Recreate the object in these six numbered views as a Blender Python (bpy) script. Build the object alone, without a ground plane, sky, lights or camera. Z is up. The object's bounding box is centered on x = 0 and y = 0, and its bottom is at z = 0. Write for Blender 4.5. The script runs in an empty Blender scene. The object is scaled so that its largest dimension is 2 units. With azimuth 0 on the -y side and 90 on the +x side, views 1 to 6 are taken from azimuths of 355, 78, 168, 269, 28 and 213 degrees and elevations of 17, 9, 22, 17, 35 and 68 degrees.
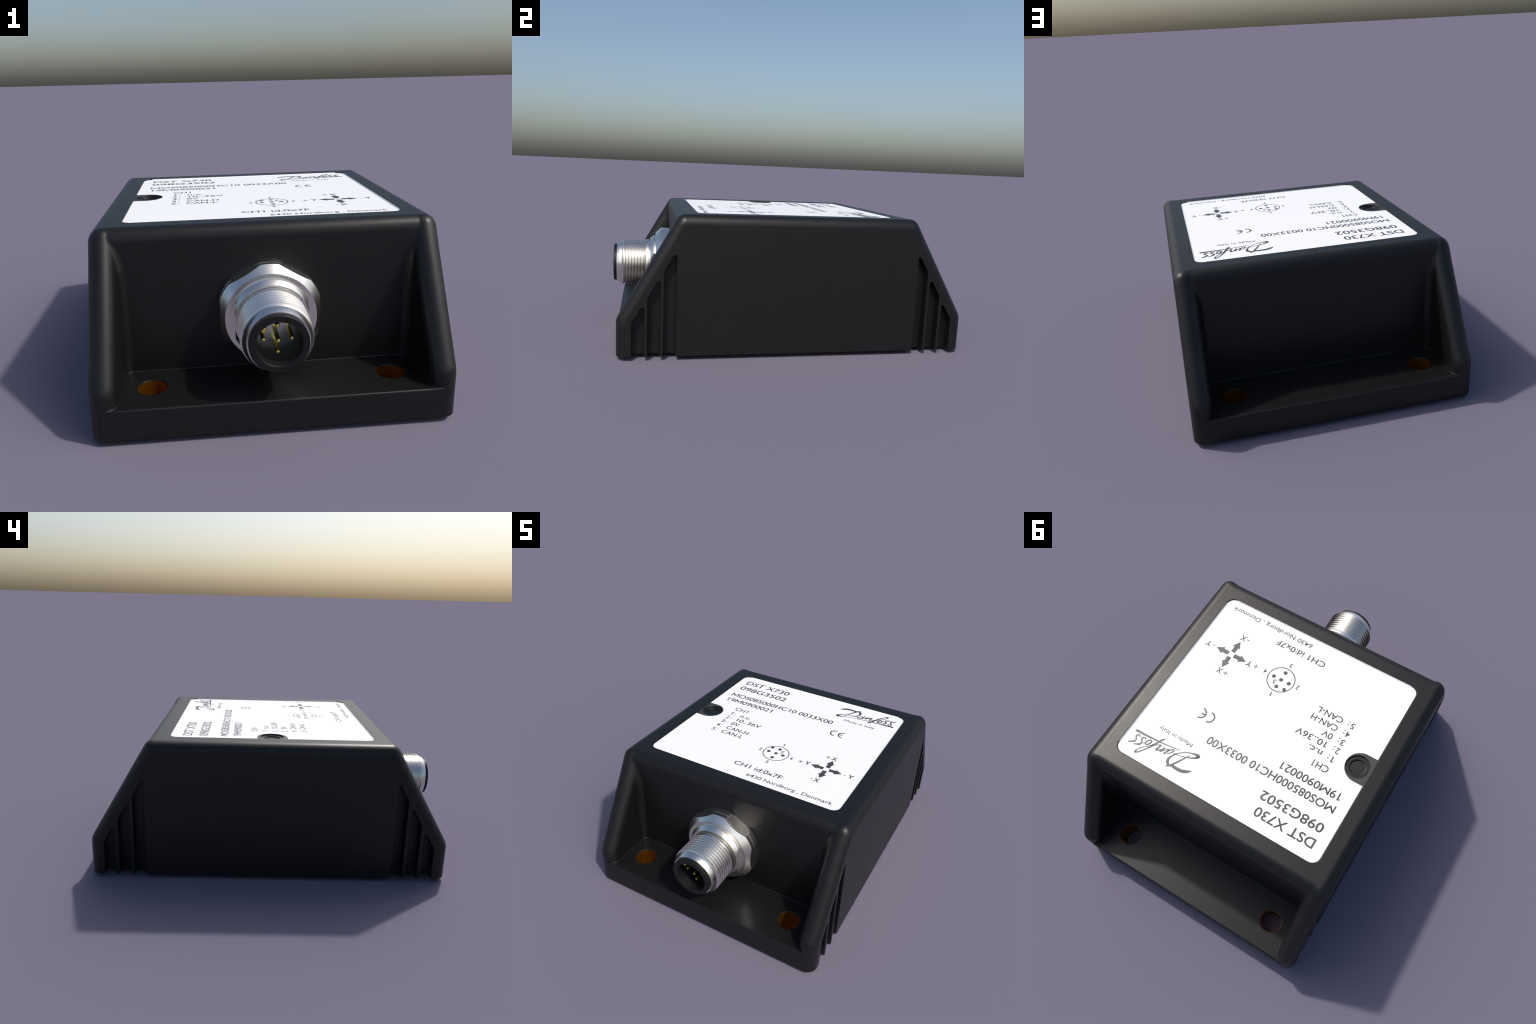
# Black moulded sensor housing with a round metal plug connector, four mounting
# bushings and a printed white label.  Metres, z up.
import bpy, bmesh, math
import numpy as np
from mathutils import Vector, Matrix

# ------------------------------------------------------------------ main sizes
YC      = 0.0215          # centre of the housing in y (the plug sticks out to -y)
HALF_L  = 0.9785          # half length of the housing
HALF_W  = 0.718           # half width
Z_BASE  = 0.021           # underside of the housing (it stands on the bushings)
Z_TOP   = 0.7725
Z_FLOOR = 0.150           # top of the two mounting ledges
Z_KNEE  = 0.218           # where the side cheeks start to lean back
Y_WALL  = 0.6735          # end walls, distance from YC
Y_CREST = 0.6580          # where the leaning edge would meet the top
R_TOP   = 0.054           # rounding of the top rim
R_OUT   = 0.053           # outer rounding of the cheeks
R_IN    = 0.055           # inner rounding of the cheeks
R_FIL   = 0.035           # fillet between cheek and end wall
X_CHEEK = HALF_W - R_OUT  # middle of the rounded cheek edge
HOLE_X, HOLE_Y, HOLE_R = 0.490, 0.8165, 0.0605
Z_LABEL = 0.7682           # printed face of the label
REC = (-0.596, 0.602, -0.537, 0.573)   # label recess x0 x1 y0 y1
REC_R = 0.045
NOTCH_Y, NOTCH_R, NOTCH_X = 0.0200, 0.0830, -0.540
PLUG_X, PLUG_Y, PLUG_R1, PLUG_R2 = -0.5245, 0.0210, 0.0645, 0.0420
AX_Z = 0.403              # axis height of the connector

scene = bpy.context.scene
coll = scene.collection


# ------------------------------------------------------------------ materials
def new_mat(name):
    m = bpy.data.materials.new(name)
    m.use_nodes = True
    nt = m.node_tree
    b = nt.nodes["Principled BSDF"]
    return m, nt, b


def coords(nt, scale):
    tc = nt.nodes.new("ShaderNodeTexCoord")
    mp = nt.nodes.new("ShaderNodeMapping")
    mp.inputs["Scale"].default_value = scale
    nt.links.new(tc.outputs["Object"], mp.inputs["Vector"])
    return mp.outputs["Vector"]


def noise(nt, vec, scale, detail=4.0, rough=0.55):
    n = nt.nodes.new("ShaderNodeTexNoise")
    n.inputs["Scale"].default_value = scale
    n.inputs["Detail"].default_value = detail
    n.inputs["Roughness"].default_value = rough
    nt.links.new(vec, n.inputs["Vector"])
    return n.outputs["Fac"]


def ramp(nt, fac, c0, c1, p0=0.3, p1=0.7):
    r = nt.nodes.new("ShaderNodeValToRGB")
    r.color_ramp.elements[0].position = p0
    r.color_ramp.elements[1].position = p1
    r.color_ramp.elements[0].color = (*c0, 1)
    r.color_ramp.elements[1].color = (*c1, 1)
    nt.links.new(fac, r.inputs["Fac"])
    return r.outputs["Color"]


def value_range(nt, fac, lo, hi):
    r = nt.nodes.new("ShaderNodeMapRange")
    r.inputs["To Min"].default_value = lo
    r.inputs["To Max"].default_value = hi
    nt.links.new(fac, r.inputs["Value"])
    return r.outputs["Result"]


def simple_mat(name, c0, c1, rough, metallic=0.0, nscale=30, bump=0.0, bscale=200,
               edge=0.0, spec=0.5, rough_var=0.03, stretch=(1, 1, 1)):
    m, nt, b = new_mat(name)
    vec = coords(nt, stretch)
    fac = noise(nt, vec, nscale)
    nt.links.new(ramp(nt, fac, c0, c1), b.inputs["Base Color"])
    nt.links.new(value_range(nt, fac, rough - rough_var, rough + rough_var), b.inputs["Roughness"])
    b.inputs["Metallic"].default_value = metallic
    b.inputs["Specular IOR Level"].default_value = spec
    nrm = None
    if edge > 0:
        bv = nt.nodes.new("ShaderNodeBevel")
        bv.samples = 6
        bv.inputs["Radius"].default_value = edge
        nrm = bv.outputs["Normal"]
    if bump > 0:
        bp = nt.nodes.new("ShaderNodeBump")
        bp.inputs["Strength"].default_value = bump
        bp.inputs["Distance"].default_value = 0.002
        nt.links.new(noise(nt, vec, bscale, 2.0), bp.inputs["Height"])
        if nrm:
            nt.links.new(nrm, bp.inputs["Normal"])
        nrm = bp.outputs["Normal"]
    if nrm:
        nt.links.new(nrm, b.inputs["Normal"])
    return m


MAT_PLASTIC = simple_mat("black_plastic", (0.0055, 0.0055, 0.0055), (0.0066, 0.0066, 0.0066), 0.415, spec=0.4,
                         nscale=14, bump=0.02, bscale=260, edge=0.007)
MAT_TAB = simple_mat("grey_tab", (0.030, 0.030, 0.031), (0.046, 0.046, 0.047), 0.50, nscale=60)
MAT_LABEL = simple_mat("white_label", (0.865, 0.865, 0.870), (0.885, 0.885, 0.888), 0.42, nscale=40)
MAT_INK = simple_mat("grey_ink", (0.050, 0.050, 0.052), (0.062, 0.062, 0.064), 0.42, nscale=50)
MAT_METAL = simple_mat("nickel_metal", (0.77, 0.75, 0.70), (0.81, 0.79, 0.74), 0.27, metallic=1.0,
                       nscale=18, rough_var=0.03)
MAT_INSERT = simple_mat("contact_plastic", (0.006, 0.006, 0.0065), (0.008, 0.008, 0.0085), 0.50, spec=0.30, nscale=40)
MAT_GOLD = simple_mat("gold_plating", (0.80, 0.66, 0.15), (0.86, 0.72, 0.19), 0.28, metallic=1.0, nscale=60)
MAT_BRASS = simple_mat("orange_bushing", (0.42, 0.160, 0.012), (0.48, 0.190, 0.016), 0.30, metallic=0.9, nscale=25)


# ------------------------------------------------------------------ helpers
def make_obj(name, bm, mat, parent=None, smooth=None):
    bmesh.ops.recalc_face_normals(bm, faces=bm.faces)
    me = bpy.data.meshes.new(name)
    bm.to_mesh(me)
    bm.free()
    if mat:
        me.materials.append(mat)
    ob = bpy.data.objects.new(name, me)
    coll.objects.link(ob)
    if parent:
        ob.parent = parent
    if smooth is not None:
        for p in me.polygons:
            p.use_smooth = True
        me.set_sharp_from_angle(angle=math.radians(smooth))
    return ob


def apply_mods(ob):
    dg = bpy.context.evaluated_depsgraph_get()
    me = bpy.data.meshes.new_from_object(ob.evaluated_get(dg))
    old = ob.data
    ob.modifiers.clear()
    ob.data = me
    me.name = ob.name
    bpy.data.meshes.remove(old)


def boolean(ob, cutters, op="DIFFERENCE"):
    for c in cutters:
        md = ob.modifiers.new("cut", "BOOLEAN")
        md.operation = op
        md.solver = "EXACT"
        md.object = c
    bpy.context.view_layer.update()
    apply_mods(ob)
    for c in cutters:
        me = c.data
        bpy.data.objects.remove(c)
        bpy.data.meshes.remove(me)


def prism(bm, pts, lo, hi, axis="z"):
    """closed prism over a 2D outline; axis z: (x,y), axis x: (y,z)"""
    def p3(p, h):
        return (p[0], p[1], h) if axis == "z" else (h, p[0], p[1])
    a = [bm.verts.new(p3(p, lo)) for p in pts]
    b = [bm.verts.new(p3(p, hi)) for p in pts]
    bm.faces.new(a)
    bm.faces.new(b[::-1])
    n = len(pts)
    for i in range(n):
        bm.faces.new((a[i], a[(i + 1) % n], b[(i + 1) % n], b[i]))


def circle(cx, cy, r, n=64, a0=0.0, a1=2 * math.pi, full=True):
    k = n if full else n - 1
    return [(cx + r * math.cos(a0 + (a1 - a0) * i / k), cy + r * math.sin(a0 + (a1 - a0) * i / k)) for i in range(n)]


def round_poly(pts, radii, seg=8, closed=True):
    """outline with true circular roundings at its corners"""
    out = []
    n = len(pts)
    for i in range(n):
        p = Vector(pts[i])
        r = radii[i]
        if r <= 0 or (not closed and i in (0, n - 1)):
            out.append(tuple(p))
            continue
        a = (Vector(pts[i - 1]) - p).normalized()
        b = (Vector(pts[(i + 1) % n]) - p).normalized()
        half = math.acos(max(-1, min(1, a.dot(b)))) / 2
        t = r / math.tan(half)
        c = p + (a + b).normalized() * (r / math.sin(half))
        p0, p1 = p + a * t - c, p + b * t - c
        ang0 = math.atan2(p0.y, p0.x)
        d = math.atan2(p1.y, p1.x) - ang0
        d = (d + math.pi) % (2 * math.pi) - math.pi
        for k in range(seg + 1):
            an = ang0 + d * k / seg
            out.append((c.x + r * math.cos(an), c.y + r * math.sin(an)))
    return out


def lathe(bm, prof, seg=96, warp=None):
    """revolve (y, radius) profile about the connector axis (parallel to y)"""
    rings = []
    for y, r in prof:
        ring = []
        for i in range(seg):
            a = 2 * math.pi * i / seg
            rr = r if warp is None else warp(y, r, a)
            ring.append(bm.verts.new((rr * math.cos(a), y, AX_Z + rr * math.sin(a))))
        rings.append(ring)
    for r0, r1 in zip(rings, rings[1:]):
        for i in range(seg):
            j = (i + 1) % seg
            bm.faces.new((r0[i], r0[j], r1[j], r1[i]))
    return rings


# ------------------------------------------------------------------ root
root = bpy.data.objects.new("tilt_sensor", None)
root.empty_display_size = 0.2
coll.objects.link(root)
root["label"] = "black plastic sensor box with metal plug and white label"
root["category"] = "electronic sensor"


# ------------------------------------------------------------------ housing
# profile of the cheeks' leaning edge and of the end wall, distance from YC against z
cheek = round_poly([(HALF_L, 0.0), (HALF_L, Z_KNEE), (Y_CREST, Z_TOP), (0.0, Z_TOP)],
                   [0, 0.085, 0.055, 0], 12, closed=False)
wallp = round_poly([(Y_WALL, 0.0), (Y_WALL, Z_TOP), (0.0, Z_TOP)], [0, R_TOP, 0], 12, closed=False)


def prof_y(prof, z):
    zs = [p[1] for p in prof[:-1]]
    ys = [p[0] for p in prof[:-1]]
    return float(np.interp(z, zs, ys))


def side_inset(z):
    d = max(0.0, z - (Z_TOP - R_TOP))
    return R_TOP - math.sqrt(max(0.0, R_TOP * R_TOP - d * d))


NF, NI, NO = 8, 10, 10      # segments of fillet, inner and outer rounding


def quarter(z):
    """horizontal section of one corner: from the wall middle to the side middle (x, distance from YC)"""
    yp, yw = prof_y(cheek, z), prof_y(wallp, z)
    e = max(yp - yw, 1e-5)
    lean = min(1.0, max(0.0, (z - Z_KNEE + 0.02) / 0.04))
    s = 1.0 + 0.15 * lean
    R = R_IN + R_FIL
    ct = max(0.0, 1.0 - (e / s) / R)
    th = math.acos(ct)
    ins = side_inset(z)
    ro = max(R_OUT * (1 - ins / R_TOP), 1e-3)
    xc = HALF_W - ins - ro                           # middle of the rounded cheek edge at this height
    so = 1.0 + (s - 1.0) * min(1.0, e / 0.05)
    pts = [(0.0, yw)]
    for k in range(NF + 1):
        f = th * k / NF
        pts.append((xc - R * math.sin(th) + R_FIL * math.sin(f), yw + s * R_FIL * (1 - math.cos(f))))
    for k in range(NI + 1):
        f = th * (1 - k / NI)
        pts.append((xc - R_IN * math.sin(f), yp - s * R_IN * (1 - math.cos(f))))
    for k in range(1, NO + 1):
        f = math.pi / 2 * k / NO
        pts.append((HALF_W - ins - ro * (1 - math.sin(f)), yp - so * ro * (1 - math.cos(f))))
    pts.append((HALF_W - ins, 0.0))
    return pts


def full_ring(q):
    """four mirrored quarters -> closed ring, front wall middle first, counted through +x"""
    f = [(x, YC - y) for x, y in q]                 # front, +x
    b = [(x, YC + y) for x, y in q][::-1]           # back, +x
    ring = f + b[1:]
    left = [(-x, y) for x, y in ring[1:-1]][::-1]
    return ring + left


def build_housing():
    bm = bmesh.new()
    zs = [Z_FLOOR, 0.158, 0.185, 0.196, 0.205, 0.214, 0.223, 0.232, 0.242, 0.40, 0.56]
    zs += list(np.linspace(0.585, Z_TOP - R_TOP - 0.006, 16))
    zs += [Z_TOP - R_TOP + R_TOP * math.sin(math.pi / 2 * k / 12) for k in range(0, 13)]
    rings = []
    for z in zs:
        rings.append([bm.verts.new((x, y, z)) for x, y in full_ring(quarter(z))])
    n = len(rings[0])
    for r0, r1 in zip(rings, rings[1:]):
        for i in range(n):
            j = (i + 1) % n
            bm.faces.new((r0[i], r0[j], r1[j], r1[i]))
    bm.faces.new(rings[-1])
    # lower block: outer outline only, front and back closed by straight edges
    nq = len(quarter(Z_FLOOR))
    tip = 1 + (NF + 1) + NI                          # index of the cheek's foremost point
    floor = rings[0]
    half = nq - 1
    total = n
    f_r, b_r = tip, 2 * half - tip
    b_l, f_l = total - b_r, total - tip
    outer = list(range(f_r, b_r + 1)) + list(range(b_l, f_l + 1))
    low = {i: bm.verts.new((floor[i].co.x, floor[i].co.y, Z_BASE)) for i in outer}
    for seq in (range(f_r, b_r), range(b_l, f_l)):
        for i in seq:
            bm.faces.new((low[i], low[i + 1], floor[i + 1], floor[i]))
    bm.faces.new([low[i] for i in outer])
    # front / back edge of each ledge, with a small rounding that runs out at the cheeks
    c = 0.006
    for a, b, sgn in ((f_l, f_r, -1), (b_r, b_l, 1)):
        va, vb = floor[a], floor[b]
        y = va.co.y
        x0, x1 = va.co.x, vb.co.x
        d = 0.11 if x1 > x0 else -0.11
        N = 5
        rows = []
        for k in range(N + 1):
            f = math.pi / 2 * k / N
            yy, zz = y - sgn * c * (1 - math.cos(f)), Z_FLOOR - c + c * math.sin(f)
            rows.append((bm.verts.new((x0 + d, yy, zz)), bm.verts.new((x1 - d, yy, zz))))
        bm.faces.new((low[a], low[b], vb, rows[0][1], rows[0][0], va))
        for (p0, p1), (q0, q1) in zip(rows, rows[1:]):
            bm.faces.new((p0, p1, q1, q0))
            bm.faces.new((va, p0, q0)); bm.faces.new((vb, q1, p1))
        t0, t1 = rows[-1]
        if sgn < 0:
            inner = list(range(f_r - 1, -1, -1)) + list(range(total - 1, f_l, -1))
        else:
            inner = list(range(b_l - 1, b_r, -1))
        loop = [va, t0, t1, vb] + [floor[i] for i in inner]
        bm.faces.new(loop)
    ob = make_obj("housing", bm, MAT_PLASTIC, root)
    return ob


housing = build_housing()


def cutter(outline_list, lo, hi, axis="z"):
    bm = bmesh.new()
    for o in outline_list:
        prism(bm, o, lo, hi, axis)
    bmesh.ops.recalc_face_normals(bm, faces=bm.faces)
    return make_obj("cutter", bm, MAT_PLASTIC)


x0, x1, y0, y1 = REC
rec_outline = round_poly([(x0, y0), (x1, y0), (x1, y1), (x0, y1)], [REC_R] * 4, 10)
cuts = [cutter([rec_outline], Z_LABEL - 0.001, 0.9),
        cutter([circle(PLUG_X, PLUG_Y, PLUG_R1, 72)], Z_LABEL - 0.008, 0.9),
        cutter([circle(PLUG_X, PLUG_Y, PLUG_R2, 64)], Z_LABEL - 0.014, 0.9),
        cutter([circle(sx * HOLE_X, YC + sy * HOLE_Y, HOLE_R + 0.001, 64) for sx in (-1, 1) for sy in (-1, 1)], -0.1, 0.30)]
# three leaning pockets at each end of each side
PITCH_Y, LEAN = 0.0820, math.tan(math.radians(60))
outl = []
for k in range(3):
    yi = 0.672 + PITCH_Y * k
    yo = yi + 0.0655
    zo = 0.476 - PITCH_Y * LEAN * k * 0.97
    zi = zo + (yo - yi) * LEAN
    o = round_poly([(yi, -0.1), (yo, -0.1), (yo, zo), (yi, zi)], [0, 0, 0.012, 0.010], 6)
    outl.append([(YC + 0.002 - y, z) for y, z in o])
    outl.append([(YC + 0.002 + y, z) for y, z in o])
POCKET = 0.056
cuts.append(cutter(outl, HALF_W - POCKET, HALF_W + 0.1, "x"))
cuts.append(cutter(outl, -HALF_W - 0.1, -HALF_W + POCKET, "x"))
boolean(housing, cuts)
for p in housing.data.polygons:
    p.use_smooth = True
housing.data.set_sharp_from_angle(angle=math.radians(32))
# keep the upright lip faces and the ledges flat right up to their small edge rounding
me = housing.data
for ed in me.edges:
    p, q = me.vertices[ed.vertices[0]].co, me.vertices[ed.vertices[1]].co
    if max(abs(p.x), abs(q.x)) > X_CHEEK + 1e-4:
        continue
    ends = [abs(abs(v.y - YC) - HALF_L) for v in (p, q)]
    lip = all(Z_FLOOR - 0.0065 < v.z < Z_FLOOR + 1e-4 for v in (p, q))
    if lip and max(ends) < 1e-4 and min(p.z, q.z) < Z_FLOOR - 0.005:
        ed.use_edge_sharp = True
    if lip and min(p.z, q.z) > Z_FLOOR - 1e-5 and max(ends) < 0.0065 and abs(p.x - q.x) > 0.05:
        ed.use_edge_sharp = True
wn = housing.modifiers.new("normals", "WEIGHTED_NORMAL")
wn.keep_sharp = True
wn.weight = 80
bpy.context.view_layer.update()
apply_mods(housing)

# ------------------------------------------------------------------ bushings
def bushing_mesh():
    bm = bmesh.new()
    ri, ro, rf = HOLE_R - 0.0002, HOLE_R + 0.0006, 0.076
    prof = [(ri, 0.0), (ri, Z_FLOOR - 0.005), (ro, Z_FLOOR - 0.005), (ro, Z_BASE - 0.001), (rf, Z_BASE - 0.001), (rf, 0.0)]
    seg = 64
    rings = [[bm.verts.new((r * math.cos(2 * math.pi * i / seg), r * math.sin(2 * math.pi * i / seg), z)) for i in range(seg)] for r, z in prof]
    for k in range(len(rings)):
        r0, r1 = rings[k], rings[(k + 1) % len(rings)]
        for i in range(seg):
            j = (i + 1) % seg
            bm.faces.new((r0[i], r0[j], r1[j], r1[i]))
    return bm


first = make_obj("bushing", bushing_mesh(), MAT_BRASS, root, 30)
first.location = (-HOLE_X, YC - HOLE_Y, 0)
for sx, sy in ((1, -1), (-1, 1), (1, 1)):
    o = first.copy()
    o.location = (sx * HOLE_X, YC + sy * HOLE_Y, 0)
    coll.objects.link(o)

# ------------------------------------------------------------------ label
def slab(name, outline, z, mat, parent, thick=0.0006):
    bm = bmesh.new()
    prism(bm, outline, z - thick, z)
    return make_obj(name, bm, mat, parent)


e = 0.0012
lx0, lx1, ly0, ly1 = x0 + e, x1 - e, y0 + e, y1 - e
outline = []
for cx, cy, a0 in ((lx1 - REC_R, ly0 + REC_R, -90), (lx1 - REC_R, ly1 - REC_R, 0), (lx0 + REC_R, ly1 - REC_R, 90)):
    outline += circle(cx, cy, REC_R, 11, math.radians(a0), math.radians(a0 + 90), False)
outline += [(lx0, NOTCH_Y + NOTCH_R)]
outline += circle(NOTCH_X, NOTCH_Y, NOTCH_R, 33, math.radians(90), math.radians(-90), False)
outline += [(lx0, NOTCH_Y - NOTCH_R)]
outline += circle(lx0 + REC_R, ly0 + REC_R, REC_R, 11, math.radians(180), math.radians(270), False)
bm = bmesh.new()
prism(bm, outline, Z_LABEL - 0.0016, Z_LABEL)
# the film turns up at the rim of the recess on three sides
lip = 0.0012
for a, b, c, d in ((x1 - 2 * lip, x1 - 0.0003, y0 + REC_R, y1 - REC_R),
                   (x0 + REC_R, x1 - REC_R, y0 + 0.0003, y0 + 2 * lip),
                   (x0 + REC_R, x1 - REC_R, y1 - 2 * lip, y1 - 0.0003)):
    prism(bm, [(a, c), (b, c), (b, d), (a, d)], Z_LABEL - 0.0005, Z_TOP - 0.0008)
label = make_obj("label", bm, MAT_LABEL, root)

# grey tab left bare around the round plug
tab_out = [(x0 + 0.0005, NOTCH_Y - NOTCH_R)] + circle(NOTCH_X, NOTCH_Y, NOTCH_R, 33, math.radians(-90), math.radians(90), False) + [(x0 + 0.0005, NOTCH_Y + NOTCH_R)]
tab = slab("bare_tab", tab_out, Z_LABEL - 0.0004, MAT_TAB, root, 0.0010)
boolean(tab, [cutter([circle(PLUG_X, PLUG_Y, PLUG_R1, 72)], 0.7, 0.9)])

# ------------------------------------------------------------------ printing
INK_Z = Z_LABEL + 0.00025
ink_count = [0]


def ink_slab(name, outlines, mat=MAT_INK):
    ink_count[0] += 1
    bm = bmesh.new()
    for k, o in enumerate(outlines):
        prism(bm, o, Z_LABEL - 0.0003, INK_Z + 0.00004 * k)
    return make_obj(name, bm, mat, label)


GLYPHS = {}


def curve_mesh(body, offset=0.0):
    cu = bpy.data.curves.new("txt", "FONT")
    cu.body = body
    cu.size = 1.0
    cu.offset = offset
    cu.resolution_u = 6
    ob = bpy.data.objects.new("txt", cu)
    coll.objects.link(ob)
    bpy.context.view_layer.update()
    me = bpy.data.meshes.new_from_object(ob.evaluated_get(bpy.context.evaluated_depsgraph_get()))
    bpy.data.objects.remove(ob)
    bpy.data.curves.remove(cu)
    pts = [(v.co.x, v.co.y) for v in me.vertices]
    faces = [list(p.vertices) for p in me.polygons]
    bpy.data.meshes.remove(me)
    return pts, faces


def span(pts):
    return min(p[0] for p in pts), max(p[0] for p in pts)


CAP = max(p[1] for p in curve_mesh("H")[0])
HH = span(curve_mesh("HH")[0])[1]


def seg_quad(p, q, w):
    d = (Vector(q) - Vector(p)).normalized()
    n = Vector((-d.y, d.x)) * (w / 2)
    return [tuple(Vector(p) - n), tuple(Vector(q) - n), tuple(Vector(q) + n), tuple(Vector(p) + n)]


def glyph(ch, bold):
    """(points, faces, advance) of one character; the figure one and the capital M are drawn from bars"""
    key_ = (ch, bold)
    if key_ in GLYPHS:
        return GLYPHS[key_]
    wt = 0.092 + 2 * bold
    adv = span(curve_mesh("H" + ch + "H")[0])[1] - HH
    if ch == "1":
        adv = span(curve_mesh("H0H")[0])[1] - HH
        x = adv * 0.56
        st = [(x - wt / 2, 0), (x + wt / 2, 0), (x + wt / 2, CAP), (x - wt / 2 + 0.01, CAP)]
        fl = [(x - wt / 2, CAP * 0.995), (x - wt / 2 - 0.13, CAP - 0.11), (x - wt / 2 - 0.13, CAP - 0.11 - wt * 0.8), (x - wt / 2, CAP - wt * 1.15)]
        pts, faces = st + fl, [[0, 1, 2, 3], [7, 6, 5, 4]]
    elif ch == "M":
        adv = 0.88
        L_, R_, m = 0.10, adv - 0.10, adv / 2
        h = wt * 0.5
        pts = [(L_ - h, 0), (L_ + h, 0), (L_ + h, CAP), (L_ - h, CAP),
               (R_ - h, 0), (R_ + h, 0), (R_ + h, CAP), (R_ - h, CAP),
               (L_ + h, CAP - 0.0), (L_ + h, CAP - wt * 1.9), (m, 0.10), (m, 0.10 + wt * 1.9),
               (R_ - h, CAP - wt * 1.9), (R_ - h, CAP)]
        faces = [[0, 1, 2, 3], [4, 5, 6, 7], [8, 9, 10, 11], [10, 12, 13, 11]]
    elif ch == " ":
        pts, faces = [], []
    else:
        pts, faces = curve_mesh(ch, bold)
    GLYPHS[key_] = (pts, faces, adv)
    return GLYPHS[key_]


def text(s, xa, xb, base, cap, name="lettering", bold=0.0):
    P, F, pen = [], [], 0.0
    for ch in s:
        pts, faces, adv = glyph(ch, bold)
        k = len(P)
        P += [(x + pen, y) for x, y in pts]
        F += [[i + k for i in f] for f in faces]
        pen += adv
    mn, mx = span(P)
    sx, sy = (xb - xa) / (mx - mn), cap / CAP
    bm = bmesh.new()
    top = [bm.verts.new((xa + (x - mn) * sx, base + y * sy, INK_Z)) for x, y in P]
    low = [bm.verts.new((v.co.x, v.co.y, Z_LABEL - 0.0003)) for v in top]
    edges = {}
    for f in F:
        area = sum(P[f[i]][0] * P[f[(i + 1) % len(f)]][1] - P[f[(i + 1) % len(f)]][0] * P[f[i]][1] for i in range(len(f)))
        if area < 0:
            f = f[::-1]
        try:
            bm.faces.new([top[i] for i in f])
        except ValueError:
            continue
        for i in range(len(f)):
            edges.setdefault((f[i], f[(i + 1) % len(f)]), 0)
    for (i, j) in edges:
        if (j, i) not in edges:
            bm.faces.new((top[j], top[i], low[i], low[j]))
    loose = [v for v in bm.verts if not v.link_faces]
    bmesh.ops.delete(bm, geom=loose, context="VERTS")
    me = bpy.data.meshes.new(name)
    bm.to_mesh(me)
    bm.free()
    me.materials.append(MAT_INK)
    ob = bpy.data.objects.new(name, me)
    coll.objects.link(ob)
    ob.parent = label
    return ob


B = 0.012
text("DST X730", -0.537, -0.201, 0.460, 0.0500, bold=B)
text("098G3502", -0.537, -0.181, 0.3735, 0.0480, bold=B)
text("MOS085000HC10 0033X00", -0.537, 0.214, 0.2630, 0.0425, bold=B)
text("19M0900021", -0.533, -0.187, 0.1915, 0.0415, bold=B)
text("CH1", -0.406, -0.316, 0.0985, 0.0370, bold=B * 0.6)
rows = [("1", "n.c.", -0.332, -0.252), ("2", "10..36V", -0.332, -0.150), ("3", "0V", -0.333, -0.2755),
        ("4", "CAN-H", -0.333, -0.178), ("5", "CAN-L", -0.334, -0.185)]
for k, (dgt, val, xa, xb) in enumerate(rows):
    yb = 0.0360 - 0.0546 * k
    text(dgt, -0.4045, -0.3835 if dgt != "1" else -0.389, yb, 0.0345, bold=0.008)
    text(":", -0.3735, -0.3665, yb, 0.0345)
    text(val, xa, xb, yb, 0.0345, bold=0.010)
text("CH1 id:0x7F", -0.087, 0.217, -0.4300, 0.0340, bold=0.010)
text("6430 Nordborg , Denmark", 0.034, 0.551, -0.4965, 0.0270, bold=0.006)
text("Made in Italy", 0.262, 0.469, 0.3455, 0.0225, bold=0.006)
for s, cx, cy in (("1", 0.0715, -0.1125), ("2", -0.029, -0.217), ("3", 0.069, -0.317), ("4", 0.174, -0.217), ("5", 0.099, -0.186)):
    w = 0.0085 if s != "1" else 0.0065
    text(s, cx - w, cx + w, cy - 0.0125, 0.025, bold=0.012)
for s, cx, cy in (("X", 0.392, -0.0935), ("X", 0.390, -0.336), ("Y", 0.276, -0.211), ("Y", 0.540, -0.2095)):
    text(s, cx - 0.017, cx + 0.017, cy - 0.0165, 0.033, bold=0.02)


def bar(cx, cy, w, h):
    return [(cx - w / 2, cy - h / 2), (cx + w / 2, cy - h / 2), (cx + w / 2, cy + h / 2), (cx - w / 2, cy + h / 2)]


for cx, cy in ((0.353, -0.095), (0.234, -0.2165)):
    ink_slab("plus_sign", [bar(cx, cy, 0.028, 0.0042), bar(cx, cy, 0.0042, 0.028)])
for cx, cy in ((0.3600, -0.3375), (0.506, -0.2145)):
    ink_slab("minus_sign", [bar(cx, cy, 0.016, 0.0045)])

# four axis arrows
AXC = (0.3925, -0.2118)
for k in range(4):
    shape = [(0.0172, -0.0125), (0.053, -0.0125), (0.0525, -0.0236), (0.0952, 0.0), (0.0525, 0.0236), (0.053, 0.0125), (0.0172, 0.0125)]
    ca, sa = round(math.cos(k * math.pi / 2)), round(math.sin(k * math.pi / 2))
    ink_slab("axis_arrow", [[(AXC[0] + ca * u - sa * v, AXC[1] + sa * u + ca * v) for u, v in shape]])

# plug face diagram
PD = (0.0725, -0.2143)


def ring_outline(cx, cy, r0, r1, a0, a1, n=96):
    return circle(cx, cy, r1, n, a0, a1, False) + circle(cx, cy, r0, n, a1, a0, False)


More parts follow.
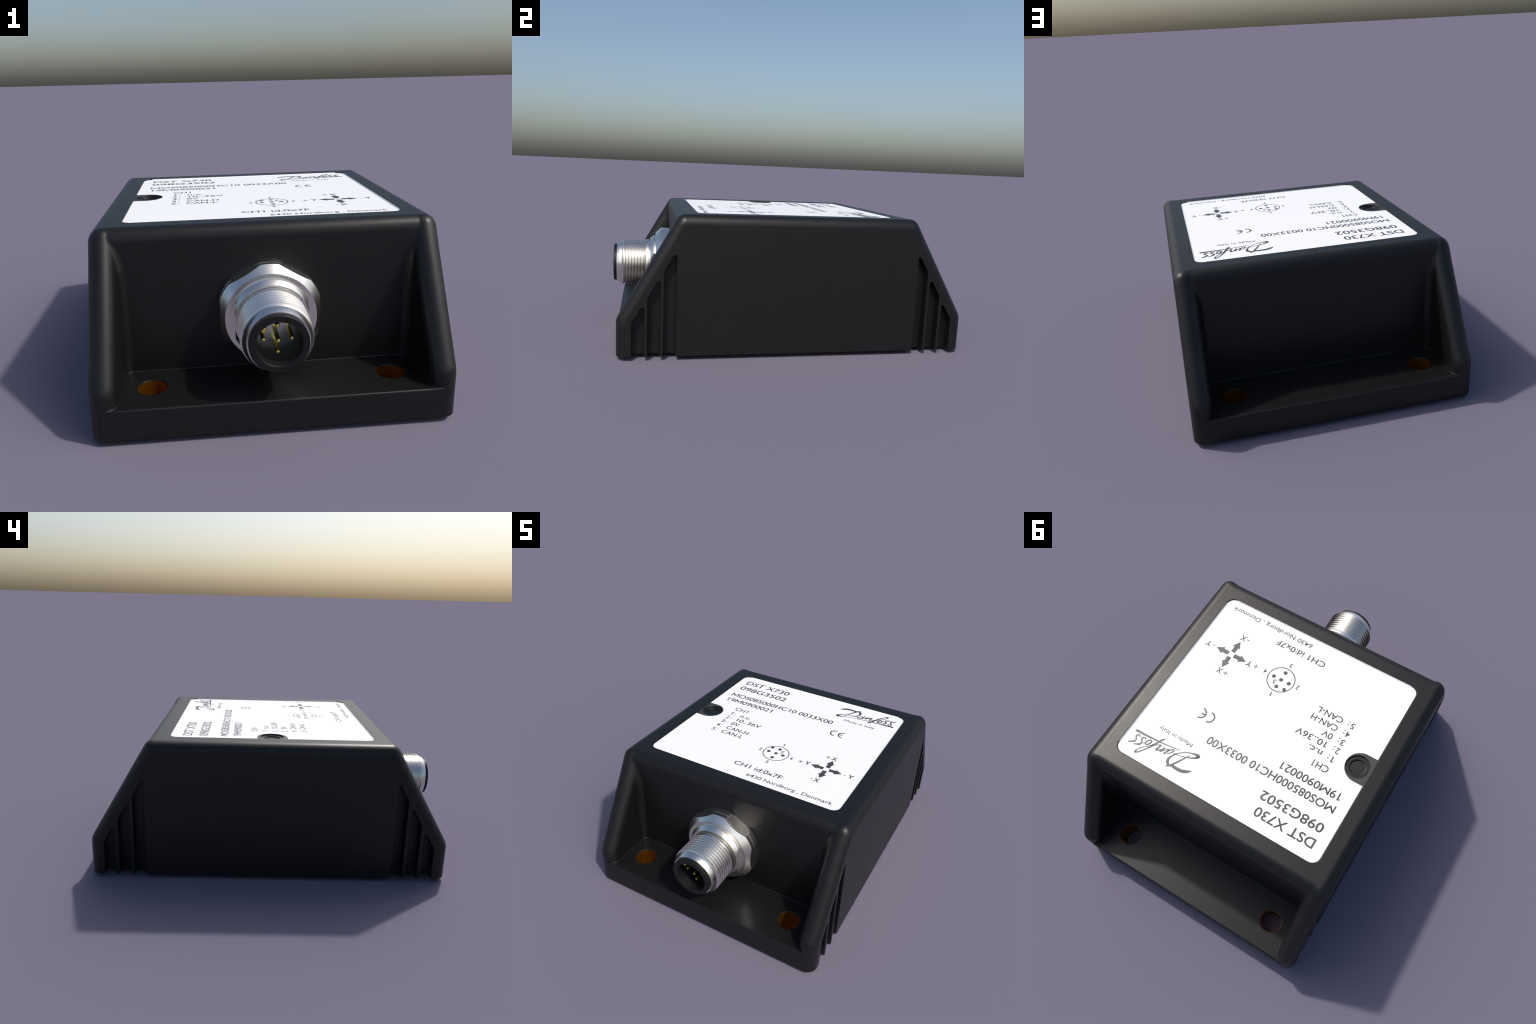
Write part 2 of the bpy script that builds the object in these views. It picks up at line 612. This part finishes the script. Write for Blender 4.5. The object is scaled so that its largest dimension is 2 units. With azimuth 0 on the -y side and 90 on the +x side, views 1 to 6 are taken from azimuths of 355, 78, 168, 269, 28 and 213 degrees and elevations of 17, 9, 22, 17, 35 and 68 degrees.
ring_bm = bmesh.new()
for s in range(2):
    prism(ring_bm, ring_outline(PD[0], PD[1], 0.0735, 0.0785, s * math.pi, (s + 1) * math.pi), Z_LABEL - 0.0003, INK_Z)
make_obj("diagram_ring", ring_bm, MAT_INK, label)
for cx, cy in ((0.0240, -0.2144), (0.0722, -0.2143), (0.0728, -0.2629), (0.1176, -0.2146), (0.0731, -0.1662)):
    ink_slab("diagram_dot", [circle(cx, cy, 0.0112, 24)])
ka = math.radians(136)
ku, kv = Vector((math.cos(ka), math.sin(ka))), Vector((-math.sin(ka), math.cos(ka)))
kp = [Vector(PD) + ku * a + kv * b for a, b in ((0.0755, -0.0095), (0.0755, 0.0095), (0.057, 0.0095), (0.0535, 0.0045), (0.0535, -0.0045), (0.057, -0.0095))]
ink_slab("diagram_key", [[tuple(p) for p in kp]]).location.z = 0.0001

# conformity mark: two open arcs and a bar
CM = 0.0084
ink_slab("conformity_mark", [ring_outline(0.2800, 0.1740, 0.0290 - CM / 2, 0.0290 + CM / 2, math.radians(88), math.radians(272), 40)])
ink_slab("conformity_mark", [ring_outline(0.3320, 0.1745, 0.0290 - CM / 2, 0.0290 + CM / 2, math.radians(88), math.radians(272), 40),
                             bar(0.3165, 0.1745, 0.021, CM)])


# handwritten name in the corner: brush strokes with changing width
def stroke(ctrl, n=10):
    P = [Vector((a, b, w)) for a, b, w in ctrl]
    P = [P[0] * 2 - P[1]] + P + [P[-1] * 2 - P[-2]]
    pts = []
    for i in range(1, len(P) - 2):
        for k in range(n):
            t = k / n
            pts.append(0.5 * ((2 * P[i]) + (P[i + 1] - P[i - 1]) * t + (2 * P[i - 1] - 5 * P[i] + 4 * P[i + 1] - P[i + 2]) * t * t
                              + (3 * P[i] - P[i - 1] - 3 * P[i + 1] + P[i + 2]) * t ** 3))
    pts.append(P[-2])
    L, R = [], []
    for i, p in enumerate(pts):
        q = pts[min(i + 1, len(pts) - 1)] - pts[max(i - 1, 0)]
        nrm = Vector((-q.y, q.x)).normalized()
        w = max(p.z * 1.22, 0.0016) / 2
        L.append((p.x + nrm.x * w, p.y + nrm.y * w)); R.append((p.x - nrm.x * w, p.y - nrm.y * w))
    return L, R


strokes = [
    # capital letter: roof, stem, bowl
    [(0.186, 0.476, 0.004), (0.206, 0.491, 0.014), (0.232, 0.501, 0.015), (0.262, 0.503, 0.014), (0.292, 0.502, 0.012), (0.316, 0.521, 0.004)],
    [(0.239, 0.405, 0.003), (0.255, 0.433, 0.006), (0.275, 0.470, 0.008), (0.297, 0.504, 0.009)],
    [(0.306, 0.508, 0.010), (0.321, 0.494, 0.013), (0.325, 0.476, 0.011), (0.318, 0.455, 0.007), (0.302, 0.431, 0.005), (0.270, 0.406, 0.004),
     (0.236, 0.392, 0.006), (0.205, 0.388, 0.013), (0.200, 0.396, 0.013), (0.222, 0.413, 0.007), (0.254, 0.427, 0.004), (0.296, 0.438, 0.003), (0.322, 0.441, 0.004)],
    # a
    [(0.349, 0.459, 0.004), (0.336, 0.448, 0.005), (0.327, 0.431, 0.006), (0.334, 0.425, 0.006), (0.350, 0.440, 0.005), (0.361, 0.465, 0.005)],
    [(0.364, 0.470, 0.008), (0.354, 0.447, 0.008), (0.352, 0.436, 0.006), (0.366, 0.445, 0.004), (0.380, 0.464, 0.004)],
    # n
    [(0.388, 0.470, 0.008), (0.375, 0.437, 0.008)],
    [(0.380, 0.448, 0.003), (0.398, 0.466, 0.006), (0.410, 0.469, 0.008), (0.404, 0.448, 0.008), (0.404, 0.437, 0.006), (0.420, 0.446, 0.004), (0.440, 0.462, 0.003)],
    # long f
    [(0.403, 0.397, 0.005), (0.416, 0.412, 0.009), (0.431, 0.445, 0.010), (0.446, 0.474, 0.008), (0.463, 0.502, 0.006), (0.482, 0.527, 0.006), (0.496, 0.535, 0.009),
     (0.494, 0.517, 0.005), (0.474, 0.491, 0.004), (0.450, 0.468, 0.004), (0.436, 0.452, 0.004)],
    # o
    [(0.478, 0.473, 0.006), (0.466, 0.470, 0.007), (0.456, 0.449, 0.008), (0.464, 0.440, 0.006), (0.477, 0.452, 0.007), (0.481, 0.468, 0.007), (0.490, 0.474, 0.003), (0.503, 0.478, 0.003)],
    # s s
    [(0.490, 0.449, 0.007), (0.503, 0.445, 0.006), (0.510, 0.457, 0.008), (0.498, 0.474, 0.006), (0.502, 0.488, 0.009), (0.530, 0.503, 0.004)],
    [(0.523, 0.452, 0.007), (0.536, 0.446, 0.006), (0.544, 0.458, 0.008), (0.533, 0.476, 0.006), (0.538, 0.490, 0.009), (0.562, 0.506, 0.006)],
    # underline
    [(0.300, 0.410, 0.0025), (0.361, 0.4185, 0.004), (0.428, 0.4245, 0.006), (0.508, 0.4300, 0.0095), (0.566, 0.4315, 0.0125)],
]
bm = bmesh.new()
for k, s in enumerate(strokes):
    L, R = stroke(s)
    zt = INK_Z + 0.00004 * k
    rows_ = []
    for l, r in zip(L, R):
        rows_.append([bm.verts.new((*l, zt)), bm.verts.new((*r, zt)), bm.verts.new((*r, Z_LABEL - 0.0003)), bm.verts.new((*l, Z_LABEL - 0.0003))])
    for a, b in zip(rows_, rows_[1:]):
        for i in range(4):
            bm.faces.new((a[i], a[(i + 1) % 4], b[(i + 1) % 4], b[i]))
    bm.faces.new(rows_[0]); bm.faces.new(rows_[-1][::-1])
make_obj("script_lettering", bm, MAT_INK, label)

# ------------------------------------------------------------------ connector
WALL = YC - Y_WALL          # y of the front wall
PITCH = 0.0182
THREAD0, THREAD1 = -0.955, -0.808


R_THREAD, R_ROOT = 0.1415, 0.1320
bm = bmesh.new()
seg = 128
front = lathe(bm, [(-0.850, 0.100), (-0.982, 0.100), (-0.982, 0.1195), (-0.9565, R_ROOT), (THREAD0, R_ROOT)], seg)
back = lathe(bm, [(THREAD1, R_THREAD), (-0.805, 0.1425), (-0.7905, 0.1425), (-0.7890, 0.1410), (-0.7885, 0.1320), (-0.7825, 0.1320), (-0.7820, 0.148)], seg)
bm.faces.new(front[0]); bm.faces.new(back[-1])
# helical thread: rows follow the helix, so the seam joins one full turn further on
shape = [(0.0, 0.0), (0.20, 0.0), (0.35, 0.45), (0.53, 1.0), (0.67, 1.0), (0.85, 0.45)]
m = len(shape)
turns = int((THREAD1 - THREAD0) / PITCH) + 4
cols = []
for c in range(seg):
    an = 2 * math.pi * c / seg
    col = []
    for j in range(turns):
        for fr, h in shape:
            y = THREAD0 - PITCH + (j + fr + c / seg) * PITCH
            if y <= THREAD0:
                y, rr = THREAD0, R_ROOT
            elif y >= THREAD1:
                y, rr = THREAD1, R_THREAD
            else:
                rr = R_ROOT + (R_THREAD - R_ROOT) * h * min(1.0, (y - THREAD0) / 0.012)
            col.append(bm.verts.new((rr * math.cos(an), y, AX_Z + rr * math.sin(an))))
    cols.append(col)
for c in range(seg):
    c1 = (c + 1) % seg
    off = m if c1 == 0 else 0
    for k in range(len(cols[0]) - 1 - off):
        q = [cols[c][k], cols[c][k + 1], cols[c1][k + 1 + off], cols[c1][k + off]]
        if max((q[0].co - q[1].co).length, (q[3].co - q[2].co).length) > 1e-7:
            bm.faces.new(q)
bmesh.ops.remove_doubles(bm, verts=bm.verts, dist=1e-6)
bmesh.ops.delete(bm, geom=[v for v in bm.verts if not v.link_faces], context="VERTS")
sleeve = make_obj("threaded_sleeve", bm, MAT_METAL, root, 35)

# collar with two flats
bm = bmesh.new()
r = lathe(bm, [(-0.7820, 0.120), (-0.7820, 0.1510), (-0.7620, 0.1670), (-0.7610, 0.1675), (-0.735, 0.1675), (-0.735, 0.120)], 96)
bm.faces.new(r[0]); bm.faces.new(r[-1])
collar = make_obj("collar", bm, MAT_METAL, sleeve)
bm = bmesh.new()
bmesh.ops.create_cube(bm, size=1.0, matrix=Matrix.Translation((0, -0.76, AX_Z)) @ Matrix.Diagonal((0.296, 0.2, 0.6, 1)))
boolean(collar, [make_obj("cutter", bm, MAT_METAL)], "INTERSECT")
for p in collar.data.polygons:
    p.use_smooth = True
collar.data.set_sharp_from_angle(angle=math.radians(25))

# nut: chamfered disc cut by a hexagon, thin groove round the corners
bm = bmesh.new()
rc = 0.2180
r = lathe(bm, [(-0.7495, 0.100), (-0.7495, 0.1870), (-0.7160, rc), (-0.6920, rc), (-0.6910, rc - 0.004), (-0.6880, rc - 0.004), (-0.6870, rc),
               (-0.668, rc), (WALL - 0.004, 0.210), (WALL + 0.010, 0.210), (WALL + 0.010, 0.100)], 144)
bm.faces.new(r[0]); bm.faces.new(r[-1])
nut = make_obj("hexagon_nut", bm, MAT_METAL, sleeve)
bm = bmesh.new()
hexa = [(0.2050 / math.cos(math.pi / 6) * math.cos(math.radians(30 + 60 * k)), AX_Z + 0.2050 / math.cos(math.pi / 6) * math.sin(math.radians(30 + 60 * k))) for k in range(6)]
av = [bm.verts.new((x, -0.80, z)) for x, z in hexa]
bv = [bm.verts.new((x, -0.60, z)) for x, z in hexa]
bm.faces.new(av); bm.faces.new(bv[::-1])
for i in range(6):
    bm.faces.new((av[i], av[(i + 1) % 6], bv[(i + 1) % 6], bv[i]))
boolean(nut, [make_obj("cutter", bm, MAT_METAL)], "INTERSECT")
for p in nut.data.polygons:
    p.use_smooth = True
nut.data.set_sharp_from_angle(angle=math.radians(25))

# plastic contact carrier: sleeve with a deep bore
bm = bmesh.new()
r = lathe(bm, [(-0.860, 0.0985), (-0.9815, 0.0985), (-0.983, 0.1135), (-0.998, 0.1135), (-1.000, 0.1115), (-1.000, 0.0885), (-0.9985, 0.087), (-0.806, 0.087), (-0.806, 0.0845), (-0.660, 0.0845)], 96)
bm.faces.new(r[-1])
insert = make_obj("contact_carrier", bm, MAT_INSERT, sleeve, 35)
# bright rim at the bottom of the bore
bm = bmesh.new()
r = lathe(bm, [(-0.806, 0.0872), (-0.812, 0.0868), (-0.813, 0.0845), (-0.812, 0.0825), (-0.8055, 0.0820)], 72)
make_obj("bore_ring", bm, MAT_METAL, insert, 35)


def pin_mesh(rad, length):
    bm = bmesh.new()
    prof = [(length, rad), (0.006, rad), (0.002, rad * 0.85), (0.0, rad * 0.45)]
    seg = 24
    rings = [[bm.verts.new((r_ * math.cos(2 * math.pi * i / seg), y, r_ * math.sin(2 * math.pi * i / seg))) for i in range(seg)] for y, r_ in prof]
    for r0, r1 in zip(rings, rings[1:]):
        for i in range(seg):
            j = (i + 1) % seg
            bm.faces.new((r0[i], r0[j], r1[j], r1[i]))
    bm.faces.new(rings[-1]); bm.faces.new(rings[0])
    return bm


pin = make_obj("contact_pin", pin_mesh(0.0082, 0.292), MAT_GOLD, sleeve, 40)
pin.location = (0, -0.970, AX_Z)
for dx, dz in ((0, 0.0545), (0, -0.0525), (-0.0540, 0), (0.0540, 0)):
    o = pin.copy()
    o.location = (dx, -0.955, AX_Z + dz)
    coll.objects.link(o)
key = make_obj("coding_key", pin_mesh(0.0120, 0.17), MAT_GOLD, sleeve, 40)
key.location = (-0.0555, -0.977, AX_Z + 0.0500)
